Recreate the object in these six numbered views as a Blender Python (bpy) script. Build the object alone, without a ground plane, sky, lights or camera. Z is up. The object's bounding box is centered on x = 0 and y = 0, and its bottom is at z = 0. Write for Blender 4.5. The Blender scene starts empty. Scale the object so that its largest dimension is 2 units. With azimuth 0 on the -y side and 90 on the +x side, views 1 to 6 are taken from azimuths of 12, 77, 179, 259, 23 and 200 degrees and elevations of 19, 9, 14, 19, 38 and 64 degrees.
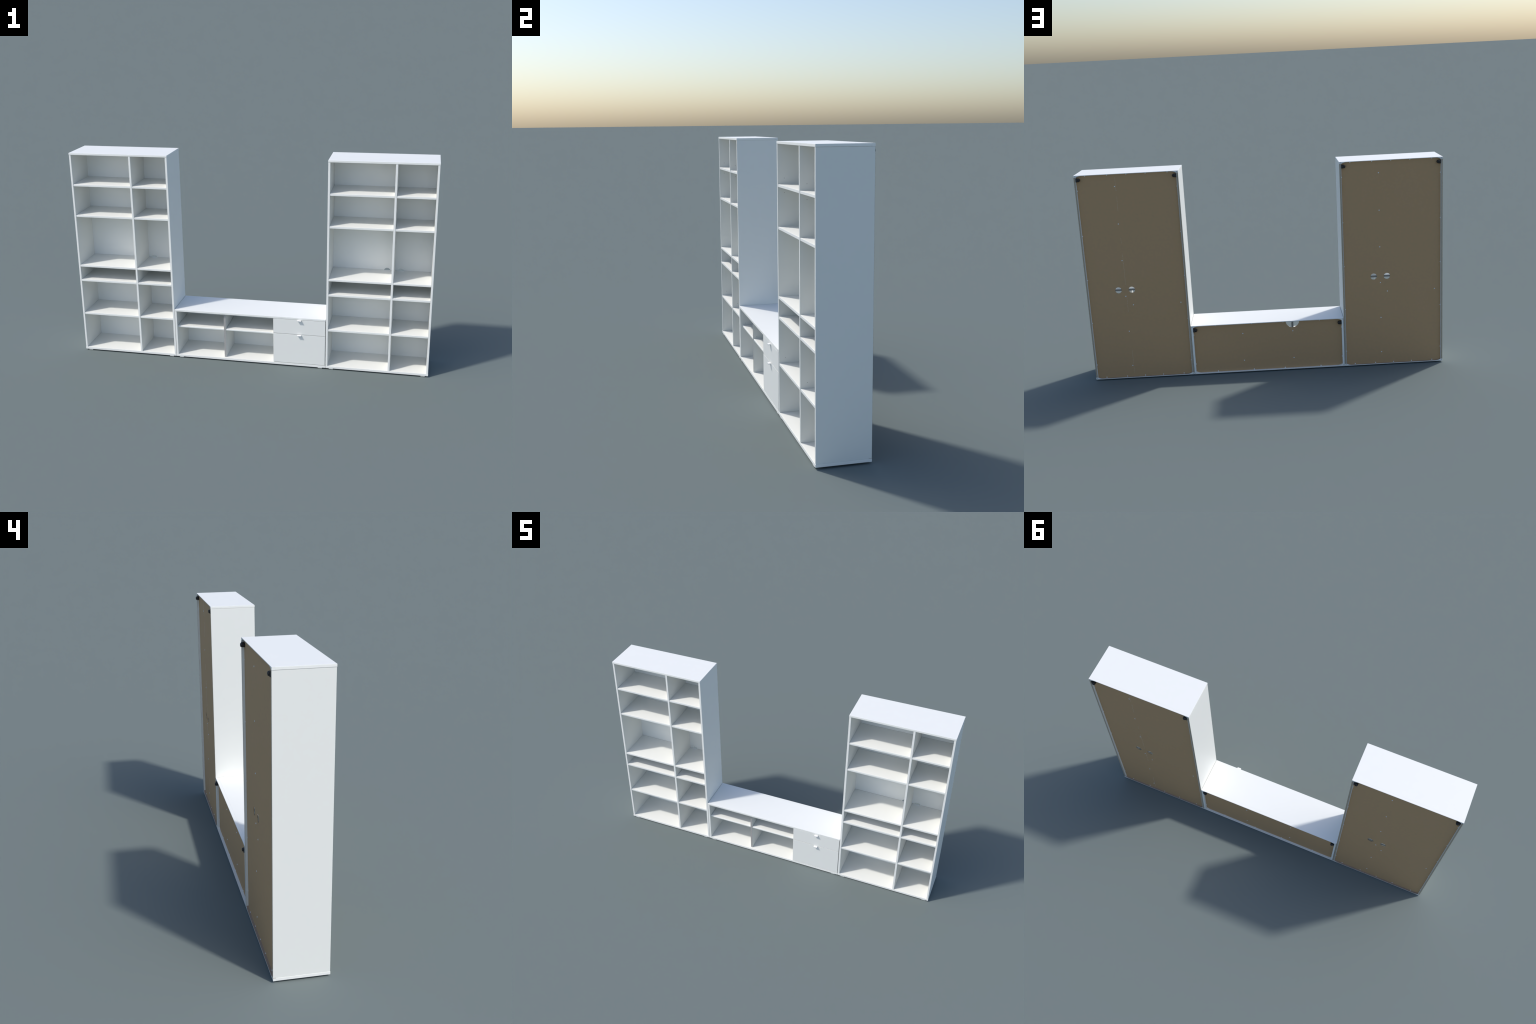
"""White storage combination: two tall open bookcases flanking a low television bench."""
import bpy, bmesh, math
from mathutils import Vector

# ------------------------------------------------------------------ sizes (m)
FRONT, REAR = -0.1078, 0.1120          # carcass depth
FOOT_H = 0.0051                        # feet lift the carcasses off the floor
PLANK = 0.0112                         # thickness of sides, tops, bottoms
TOWER_W, TOWER_TOP = 0.5646, 1.1870
BENCH_X, BENCH_TOP = 0.4340, 0.2973
INSET = 0.0009                         # tops and bottoms overhang the sides by this much
HAIR = 0.0003                          # hairline gap between butted boards
SHELF_TOPS = (0.2397, 0.4470, 0.5353, 0.8327, 1.0100)
SHELF_T = 0.0111
DIVIDER = (0.3506, 0.3500)             # divider centre from each bookcase's left face
BRACKET_REAR = 0.1203

# ------------------------------------------------------------------ materials
def new_material(name, rough):
    m = bpy.data.materials.new(name)
    m.use_nodes = True
    nt = m.node_tree
    b = nt.nodes["Principled BSDF"]
    b.inputs["Roughness"].default_value = rough
    return m, nt, b

def plain(name, colour, rough=0.45, grain=0.0, scale=60.0, bump=0.0, stretch=(1, 1, 1), specular=0.5):
    """Base colour with a faint noise grain on object coordinates."""
    m, nt, b = new_material(name, rough)
    b.inputs["Specular IOR Level"].default_value = specular
    tc = nt.nodes.new("ShaderNodeTexCoord")
    mp = nt.nodes.new("ShaderNodeMapping")
    mp.inputs["Scale"].default_value = stretch
    nz = nt.nodes.new("ShaderNodeTexNoise")
    nz.inputs["Scale"].default_value = scale
    nz.inputs["Detail"].default_value = 4.0
    rp = nt.nodes.new("ShaderNodeValToRGB")
    lo = [c * (1 - grain) for c in colour]
    hi = [min(1.0, c * (1 + grain)) for c in colour]
    rp.color_ramp.elements[0].position, rp.color_ramp.elements[1].position = 0.3, 0.7
    rp.color_ramp.elements[0].color = (*lo, 1)
    rp.color_ramp.elements[1].color = (*hi, 1)
    nt.links.new(tc.outputs["Object"], mp.inputs["Vector"])
    nt.links.new(mp.outputs["Vector"], nz.inputs["Vector"])
    nt.links.new(nz.outputs["Fac"], rp.inputs["Fac"])
    nt.links.new(rp.outputs["Color"], b.inputs["Base Color"])
    if bump:
        bp = nt.nodes.new("ShaderNodeBump")
        bp.inputs["Strength"].default_value = bump
        bp.inputs["Distance"].default_value = 0.0005
        nt.links.new(nz.outputs["Fac"], bp.inputs["Height"])
        nt.links.new(bp.outputs["Normal"], b.inputs["Normal"])
    return m

def hardboard():
    """Brown fibre board: fine reddish and greenish flecks over a warm brown."""
    m, nt, b = new_material("hardboard_brown", 0.75)
    tc = nt.nodes.new("ShaderNodeTexCoord")
    fine = nt.nodes.new("ShaderNodeTexNoise")
    fine.inputs["Scale"].default_value = 420.0
    fine.inputs["Detail"].default_value = 3.0
    cloud = nt.nodes.new("ShaderNodeTexNoise")
    cloud.inputs["Scale"].default_value = 70.0
    rp = nt.nodes.new("ShaderNodeValToRGB")
    rp.color_ramp.elements[0].position, rp.color_ramp.elements[1].position = 0.25, 0.75
    rp.color_ramp.elements[0].color = (0.440, 0.300, 0.158, 1)
    rp.color_ramp.elements[1].color = (0.515, 0.315, 0.162, 1)
    mix = nt.nodes.new("ShaderNodeMath")
    mix.operation = "ADD"
    half = nt.nodes.new("ShaderNodeMath")
    half.operation = "MULTIPLY_ADD"
    half.inputs[1].default_value = 0.5
    half.inputs[2].default_value = 0.0
    for n in (fine, cloud):
        nt.links.new(tc.outputs["Object"], n.inputs["Vector"])
    nt.links.new(fine.outputs["Fac"], mix.inputs[0])
    nt.links.new(cloud.outputs["Fac"], mix.inputs[1])
    nt.links.new(mix.outputs[0], half.inputs[0])
    nt.links.new(half.outputs[0], rp.inputs["Fac"])
    nt.links.new(rp.outputs["Color"], b.inputs["Base Color"])
    return m

WHITE = plain("white_foil", (0.86, 0.865, 0.825), 0.5, 0.003, 25)
TOP_WHITE = plain("white_top_foil", (0.820, 0.828, 0.805), 0.5, 0.003, 25)
EDGE = plain("paler_white_edge", (0.915, 0.92, 0.885), 0.5, 0.003, 25)
STRIP = plain("grey_back_edge", (0.52, 0.51, 0.49), 0.7, 0.04, 200)
LINER = plain("white_panel_lining", (0.93, 0.935, 0.90), 0.5, 0.003, 25)
GREY_FRONT = plain("drawer_white", (0.865, 0.870, 0.835), 0.5, 0.003, 25)
RAW = plain("raw_board_edge", (0.40, 0.345, 0.26), 0.8, 0.10, 300, 0.15)
LEDGE = plain("raw_routed_ledge", (0.36, 0.27, 0.205), 0.85, 0.08, 250)
DARK_REAR = plain("dark_rear_edge", (0.26, 0.235, 0.20), 0.85, 0.08, 250)
RAW_GREY = plain("raw_divider_edge", (0.38, 0.375, 0.365), 0.7, 0.05, 200)
BROWN = hardboard()
BLACK = plain("black_plastic", (0.012, 0.012, 0.013), 0.4, 0.15, 90)
NAIL = plain("nail_zinc", (0.80, 0.84, 0.86), 0.4, 0.04, 400)
KNOB = plain("handle_white", (0.86, 0.86, 0.85), 0.3, 0.005, 60)
DARK = plain("dowel_hole_dark", (0.10, 0.095, 0.085), 0.8, 0.05, 300)
PIN = plain("pin_hole_grey", (0.45, 0.44, 0.41), 0.8, 0.05, 300)
FOOT = plain("foot_white_plastic", (0.845, 0.85, 0.80), 0.5, 0.006, 50)

# ------------------------------------------------------------------ helpers
def add(name, mesh, parent, location=None):
    ob = bpy.data.objects.new(name, mesh)
    bpy.context.scene.collection.objects.link(ob)
    ob.parent = parent
    if location is not None:
        ob.location = location
    return ob

def thing(name, label, category, base):
    e = bpy.data.objects.new(name, None)
    bpy.context.scene.collection.objects.link(e)
    e.location = base
    e.empty_display_size = 0.1
    e["label"], e["category"] = label, category
    return e

def finish(bm, name, materials):
    bmesh.ops.recalc_face_normals(bm, faces=bm.faces)
    me = bpy.data.meshes.new(name)
    bm.to_mesh(me)
    bm.free()
    for m in materials:
        me.materials.append(m)
    return me

def box_into(bm, x0, x1, y0, y1, z0, z1, bevel=0.0006, index=0):
    r = bmesh.ops.create_cube(bm, size=1.0)
    for v in r["verts"]:
        v.co = Vector((x0 + (v.co.x + .5) * (x1 - x0), y0 + (v.co.y + .5) * (y1 - y0), z0 + (v.co.z + .5) * (z1 - z0)))
    edges = {e for v in r["verts"] for e in v.link_edges}
    faces = {f for v in r["verts"] for f in v.link_faces}
    for f in faces:
        f.material_index = index
    if bevel:
        bmesh.ops.bevel(bm, geom=list(edges), offset=bevel, segments=2, affect="EDGES", profile=0.5)

def board(name, parent, x, y, z, material=WHITE, bevel=0.0006):
    """A board given by its three extents."""
    bm = bmesh.new()
    box_into(bm, *x, *y, *z, bevel=bevel)
    band = name in ("side_board", "divider", "shelf")      # front faces get the paler white
    if band:
        bmesh.ops.recalc_face_normals(bm, faces=bm.faces)
        for f in bm.faces:
            f.material_index = 1 if f.normal.y < -0.6 else 0
    return add(name, finish(bm, name, [material] + ([EDGE] if band else [])), parent)

def plate_mesh(name, loops, y0, y1, materials, bevel=0.0):
    """Plate in the xz plane between y0 and y1; loops[0] is its outline, further loops are holes."""
    cu = bpy.data.curves.new(name + "_outline", "CURVE")
    cu.dimensions, cu.fill_mode = "2D", "BOTH"
    cu.extrude = (y1 - y0) / 2 - bevel
    cu.bevel_depth, cu.offset = bevel, -bevel
    for pts in loops:
        s = cu.splines.new("POLY")
        s.points.add(len(pts) - 1)
        for p, (a, b) in zip(s.points, pts):
            p.co = (a, b, 0, 1)
        s.use_cyclic_u = True
    tmp = bpy.data.objects.new(name + "_outline", cu)
    bpy.context.scene.collection.objects.link(tmp)
    bpy.context.view_layer.update()
    dg = bpy.context.evaluated_depsgraph_get()
    src = bpy.data.meshes.new_from_object(tmp.evaluated_get(dg))
    bm = bmesh.new()
    bm.from_mesh(src)
    bpy.data.objects.remove(tmp)
    bpy.data.curves.remove(cu)
    bpy.data.meshes.remove(src)
    bmesh.ops.remove_doubles(bm, verts=bm.verts, dist=1e-6)
    for v in bm.verts:
        v.co = Vector((v.co.x, (y0 + y1) / 2 + v.co.z, v.co.y))
    bmesh.ops.recalc_face_normals(bm, faces=bm.faces)
    for f in bm.faces:
        f.material_index = 0
        if len(materials) > 1 and abs(f.normal.y) > 0.5 and f.calc_center_median().y < (y0 + y1) / 2:
            f.material_index = 1
        f.smooth = False
    return finish(bm, name, materials)

def circle(cx, cz, r, n=40):
    return [(cx + r * math.cos(2 * math.pi * i / n), cz + r * math.sin(2 * math.pi * i / n)) for i in range(n)]

def disc_mesh(name, r, depth, material, axis="Y", dome=0.0, n=20):
    """Short cylinder (optionally domed) along an axis, its base at the origin."""
    bm = bmesh.new()
    rings = [(r, 0.0), (r, depth * (1 - dome))]
    if dome:
        rings += [(r * 0.75, depth * (1 - dome * 0.3)), (r * 0.35, depth)]
    else:
        rings += [(r * 0.92, depth)]
    loops = []
    for rad, h in rings:
        ring = []
        for i in range(n):
            a = 2 * math.pi * i / n
            u, w = rad * math.cos(a), rad * math.sin(a)
            co = {"Y": (u, h, w), "X": (h, u, w), "Z": (u, w, h)}[axis]
            ring.append(bm.verts.new(co))
        loops.append(ring)
    for a, b in zip(loops, loops[1:]):
        for i in range(n):
            f = bm.faces.new((a[i], a[(i + 1) % n], b[(i + 1) % n], b[i]))
            f.smooth = True
    bm.faces.new(loops[0])
    bm.faces.new(loops[-1])
    return finish(bm, name, [material])

NAIL_MESH = disc_mesh("nail", 0.0031, 0.0019, NAIL, "Y", 0.7, 14)
PIN_MESH = disc_mesh("pin_hole", 0.0015, 0.0002, PIN, "X", 0.0, 14)
DOWEL_MESH = disc_mesh("dowel_hole", 0.0017, 0.0002, DARK, "Y", 0.0, 12)
def foot_mesh():
    """Low square glide with softened corners."""
    bm = bmesh.new()
    box_into(bm, -0.0116, 0.0116, -0.0116, 0.0116, 0.0, FOOT_H + 0.0004, bevel=0.0008)
    return finish(bm, "foot", [FOOT])

FOOT_MESH = foot_mesh()

def bracket_mesh(sign):
    """Wall fixing: D-shaped black clip with a raised round boss; sign points away from the side board."""
    h, w, r = 0.0098, 0.0135, 0.0092
    pts = [(0, -h), (sign * w, -h * 0.94)]
    pts += [(sign * (w + r * math.sin(a)), -r * math.cos(a)) for a in [math.pi * i / 12 for i in range(1, 12)]]
    pts += [(sign * w, h * 0.94), (0, h)]
    if sign < 0:
        pts.reverse()
    base = plate_mesh("wall_bracket", [pts], 0.0, 0.0132, [BLACK], 0.0012)
    bm = bmesh.new()
    bm.from_mesh(base)
    rad, y0, y1, n = 0.0086, 0.0120, 0.0178, 24
    def ring(k, y):
        return [bm.verts.new((sign * w + rad * k * math.cos(2 * math.pi * i / n), y, rad * k * math.sin(2 * math.pi * i / n))) for i in range(n)]
    rings = [ring(1.0, y0), ring(0.95, y0 + 0.0036), ring(0.72, y1), ring(0.36, y1), ring(0.3, y1 - 0.0025)]
    for a, b in zip(rings, rings[1:]):
        for i in range(n):
            bm.faces.new((a[i], a[(i + 1) % n], b[(i + 1) % n], b[i]))
    bm.faces.new(rings[0])
    bm.faces.new(rings[-1])
    return finish(bm, "wall_bracket", [BLACK])

BRACKETS = {s: bracket_mesh(s) for s in (1, -1)}

def cover_board(name, parent, x0, x1, z0, z1, panel_front, lip, lip_up, ledge=None):
    """Top or bottom board: its rear is routed out for the back panel, leaving a thin lip
    that swells back to full thickness at both ends along a router curve."""
    bm = bmesh.new()
    box_into(bm, x0, x1, FRONT, panel_front, z0, z1)
    bmesh.ops.recalc_face_normals(bm, faces=bm.faces)
    for f in bm.faces:                                     # paler white on the front and both ends
        f.material_index = 1 if f.normal.y < -0.6 or abs(f.normal.x) > 0.6 else 0
    body = finish(bm, name, [WHITE])
    full, thin = (z0, z1 - lip) if lip_up else (z1, z0 + lip)
    edge = z1 if lip_up else z0
    s, c = PLANK + 0.0010, 0.0420
    curve = [(s + (c - s) * t, thin + (full - thin) * (1 - t) ** 2.2) for t in [i / 10 for i in range(11)]]
    pts = [(x0, edge), (x0, full)] + [(x0 + a, b) for a, b in curve]
    pts += [(x1 - a, b) for a, b in reversed(curve)] + [(x1, full), (x1, edge)]
    lipm = plate_mesh(name + "_lip", [pts], panel_front, REAR, [WHITE])
    bm = bmesh.new()
    bm.from_mesh(body)
    first = len(bm.faces)
    bm.from_mesh(lipm)
    bm.faces.ensure_lookup_table()
    for f in bm.faces[first:]:
        cx, cz = f.calc_center_median().x, f.calc_center_median().z
        if abs(f.normal.x) > 0.9 and min(abs(cx - x0), abs(cx - x1)) < 1e-4:
            f.material_index = 1                           # paler white continues to the rear corners
        elif ledge and abs(f.normal.y) < 0.5 and abs(cz - edge) > 1e-4:
            f.material_index = 2                           # routed, unfinished ledge
    bpy.data.meshes.remove(lipm)
    body2 = finish(bm, name, [TOP_WHITE if lip_up else WHITE, EDGE] + ([ledge] if ledge else []))
    bpy.data.meshes.remove(body)
    return add(name, body2, parent)

def nails(parent, points, y):
    for x, z in points:
        add("nail", NAIL_MESH, parent, (x, y, z))

def pins(parent, x, facing, heights):
    for z in heights:
        for y in (-0.0783,):
            add("pin_hole", PIN_MESH, parent, (x if facing > 0 else x - 0.0002, y, z))

def feet(parent, xs):
    for x in xs:
        for y in (FRONT + 0.0128, REAR - 0.030):
            add("foot", FOOT_MESH, parent, (x, y, 0.0))

def unparent_offset(parent):
    """Parts are modelled in world coordinates; keep them there under a moved parent."""
    bpy.context.view_layer.update()
    inv = parent.matrix_world.inverted()
    for ob in parent.children:
        ob.matrix_parent_inverse = inv

# ------------------------------------------------------------------ bookcase
def bookcase(x0, divider, pale_line, gap_left, gap_right):
    """gap_left and gap_right: how far each side stands in from the ends of the top board."""
    x1 = x0 + TOWER_W
    root = thing("bookcase", "tall white open bookcase with twelve compartments and brown back", "bookcase",
                 ((x0 + x1) / 2, 0, 0))
    zb0, zb1 = FOOT_H, FOOT_H + PLANK + 0.0010
    zt0, zt1 = TOWER_TOP - 0.0104, TOWER_TOP
    pf, pr = 0.1003, 0.1025                       # back panel: white face, brown face
    lip = 0.0026
    cover_board("top_board", root, x0, x1, zt0, zt1, pf, lip, True)
    cover_board("bottom_board", root, x0, x1, zb0, zb1, pf, 0.0036, False, LEDGE)
    sz = (zb1 + HAIR, zt0 - 0.0006)
    inl, inr = x0 + PLANK, x1 - PLANK
    board("side_board", root, (x0 + gap_left, inl), (FRONT + INSET, REAR), sz)
    board("side_board", root, (inr, x1 - gap_right), (FRONT + INSET, REAR), sz)
    # rear edges of the sides: unfinished outer part, pale grey inner band
    board("raw_edge", root, (x0 + gap_left + HAIR, x0 + 0.0085), (REAR, REAR + 0.0003), sz, RAW, 0)
    board("raw_edge", root, (x1 - 0.0085, x1 - gap_right - HAIR), (REAR, REAR + 0.0003), sz, RAW, 0)
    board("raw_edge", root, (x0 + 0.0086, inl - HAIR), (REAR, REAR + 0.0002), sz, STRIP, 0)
    board("raw_edge", root, (inr + HAIR, x1 - 0.0086), (REAR, REAR + 0.0002), sz, STRIP, 0)
    # divider and shelves
    dc = x0 + divider
    dl, dr = dc - 0.0054, dc + 0.0054
    board("divider", root, (dl, dr), (FRONT + INSET, pf - HAIR), sz)
    for zt in SHELF_TOPS:
        fixed = 0.0014 if zt in SHELF_TOPS[1:3] else 0.0024
        for a, b in ((inl, dl), (dr, inr)):
            board("shelf", root, (a + HAIR, b - HAIR), (FRONT + fixed, pf - 0.0008), (zt - SHELF_T, zt), WHITE, 0.0009)
            board("raw_edge", root, (a + 0.002, b - 0.002), (pf - 0.0012, pf - 0.0003), (zt - SHELF_T + HAIR, zt - HAIR), DARK_REAR, 0)  # dark bar visible through the cable holes
    # back panel with two round cable holes behind the third shelf
    holes = [circle(dc + 0.0370, 0.5296, 0.0178), circle(dc - 0.0374, 0.5294, 0.0178)]
    pa, pb = inl + 0.0001, inr - 0.0001
    pz0, pz1 = zb0 + 0.0037, zt1 - lip - 0.0001
    outline = [(pa, pz0), (pb, pz0), (pb, pz1), (pa, pz1)]
    add("back_panel", plate_mesh("back_panel", [outline] + holes, pf, pr, [BROWN, LINER]), root)
    if pale_line:
        for za, zc in ((0.03, 0.17), (0.40, 0.50), (0.56, 0.74), (0.80, 0.83), (0.98, 1.06), (1.09, 1.17)):
            board("panel_pale_line", root, (dl - 0.0005, dl - 0.0003), (pr, pr + 0.0002), (za, zc), NAIL, 0)
    # nails
    cx = (x0 + x1) / 2
    pts = [(cx + d, z) for d in (-0.2225, -0.1040, 0.0, 0.1040, 0.2225) for z in (1.1812, 0.0126)]
    pts += [(cx + s * 0.2706, z) for s in (-1, 1) for z in (1.1012, 0.8487, 0.5965, 0.3435, 0.0913)]
    pts += [(dc, z) for z in (1.1164, 0.9084, 0.7004, 0.4927, 0.2847, 0.0766)]
    pts += [(x0 + 0.3115, 0.4405), (x0 + 0.0443, 0.4405)]
    nails(root, pts, pr)
    # brackets, dowel holes, shelf pin holes, feet
    add("wall_bracket", BRACKETS[1], root, (inl, pr, 1.1613))
    add("wall_bracket", BRACKETS[-1], root, (inr, pr, 1.1613))
    for x in (x0 + 0.0062, x1 - 0.0062):
        for z in (zt0 + 0.0054, zb0 + 0.0062):
            add("dowel_hole", DOWEL_MESH, root, (x, REAR, z))
    for x, f in ((inl, 1), (dl, -1), (dr, 1), (inr, -1)):
        pins(root, x, f, (1.0349, 0.9755, 0.2628))
    feet(root, (x0 + 0.0310, x1 - 0.0290))
    unparent_offset(root)
    return root

# ------------------------------------------------------------------ television bench
def tv_bench():
    x0, x1 = -BENCH_X, BENCH_X
    root = thing("television_bench", "low white television bench with open shelves and two drawers", "television bench", (0, 0, 0))
    zb0, zb1 = FOOT_H, FOOT_H + PLANK + 0.0010
    zt0, zt1 = BENCH_TOP - 0.0108, BENCH_TOP
    pf, pr = 0.0972, 0.0994
    lip = 0.0036
    cover_board("top_board", root, x0, x1, zt0, zt1, pf, lip, True)
    cover_board("bottom_board", root, x0, x1, zb0, zb1, pf, lip, False)
    sz = (zb1 + HAIR, zt0 - 0.0006)
    inl, inr = x0 + PLANK, x1 - PLANK
    setback = FRONT + 0.0120                      # fronts hang in this setback
    board("side_board", root, (x0 + HAIR, inl), (FRONT + INSET, REAR), sz)
    board("side_board", root, (inr, x1 - HAIR), (setback, REAR), sz)
    d = 0.1431
    for c in (-d, d):
        board("divider", root, (c - PLANK / 2, c + PLANK / 2), (setback + 0.0003, pf - 0.0006), sz)
        board("raw_edge", root, (c - PLANK / 2 + HAIR, c + PLANK / 2 - HAIR), (setback, setback + 0.0009), sz, RAW_GREY, 0)
        board("raw_edge", root, (c - PLANK / 2 + HAIR, c + PLANK / 2 - HAIR), (pf - 0.0008, pf - 0.0001), sz, DARK_REAR, 0)
    for a, b in ((inl, -d - PLANK / 2), (-d + PLANK / 2, d - PLANK / 2)):
        board("shelf", root, (a + HAIR, b - HAIR), (FRONT + 0.0135, pf - 0.0004), (0.1833, 0.1932), WHITE, 0.0022)
    # back panel with a half-round cable notch at the left divider
    pa, pb = inl + 0.0001, inr - 0.0001
    pz0, pz1 = zb0 + lip + 0.0001, zt1 - lip - 0.0001
    r, hz = 0.0382, 0.2922
    a0 = math.asin((pz1 - hz) / r)
    arc = [(-d + r * math.cos(a), hz + r * math.sin(a)) for a in [a0 - i / 32 * (math.pi + 2 * a0) for i in range(33)]]
    outline = [(pa, pz0), (pb, pz0), (pb, pz1)] + arc + [(pa, pz1)]
    add("back_panel", plate_mesh("back_panel", [outline], pf, pr, [BROWN, LINER]), root)
    pts = [(x, z) for x in (-0.2972, -0.0894, 0.0894, 0.2972) for z in (0.2896, 0.0121)]
    pts += [(s * 0.4222, z) for s in (-1, 1) for z in (0.2393, 0.0622)]
    pts += [(s * d, z) for s in (-1, 1) for z in (0.2326, 0.0693)]
    nails(root, pts, pr)
    add("wall_bracket", BRACKETS[1], root, (inl, BRACKET_REAR - 0.0178, 0.2705))
    add("wall_bracket", BRACKETS[-1], root, (inr, BRACKET_REAR - 0.0178, 0.2705))
    for x in (x0 + 0.0062, x1 - 0.0062):
        for z in (zt0 + 0.0054, zb0 + 0.0062):
            add("dowel_hole", DOWEL_MESH, root, (x, REAR, z))
    for x, f in ((inl, 1), (-d - PLANK / 2, -1), (-d + PLANK / 2, 1), (d - PLANK / 2, -1)):
        pins(root, x, f, (0.2030,))
    feet(root, (x0 + 0.0295, x1 - 0.0295))
    # drawers: front, tray behind it and a small tab handle on the upper edge
    fx0, fx1 = 0.1402, 0.4318
    tx0, tx1 = d + PLANK / 2 + 0.004, inr - 0.004
    drawers = []
    for z0, z1 in ((0.1977, 0.2848), (0.0197, 0.1955)):
        front = board("drawer", root, (fx0, fx1), (FRONT + 0.0002, setback - HAIR), (z0, z1), GREY_FRONT, 0.0006)
        bm = bmesh.new()
        h = z1 - 0.018
        y0, y1 = setback, 0.080
        for ext in (((tx0, tx0 + 0.006), (y0, y1), (z0 + 0.008, h)), ((tx1 - 0.006, tx1), (y0, y1), (z0 + 0.008, h)),
                    ((tx0 + 0.006, tx1 - 0.006), (y1 - 0.006, y1), (z0 + 0.008, h)),
                    ((tx0 + 0.006, tx1 - 0.006), (y0, y1 - 0.006), (z0 + 0.010, z0 + 0.014))):
            box_into(bm, *ext[0], *ext[1], *ext[2], bevel=0)
        tray = add("drawer_tray", finish(bm, "drawer_tray", [WHITE]), front)
        kz = z1 - 0.0001
        handle = board("drawer_handle", front, (0.2770, 0.2990), (-BRACKET_REAR, FRONT - 0.0001), (kz - 0.0042, kz), KNOB, 0.0007)
    unparent_offset(root)
    return root

bookcase(-1.0, DIVIDER[0], False, INSET, HAIR)
bookcase(1.0 - TOWER_W, DIVIDER[1], True, HAIR, INSET)
tv_bench()
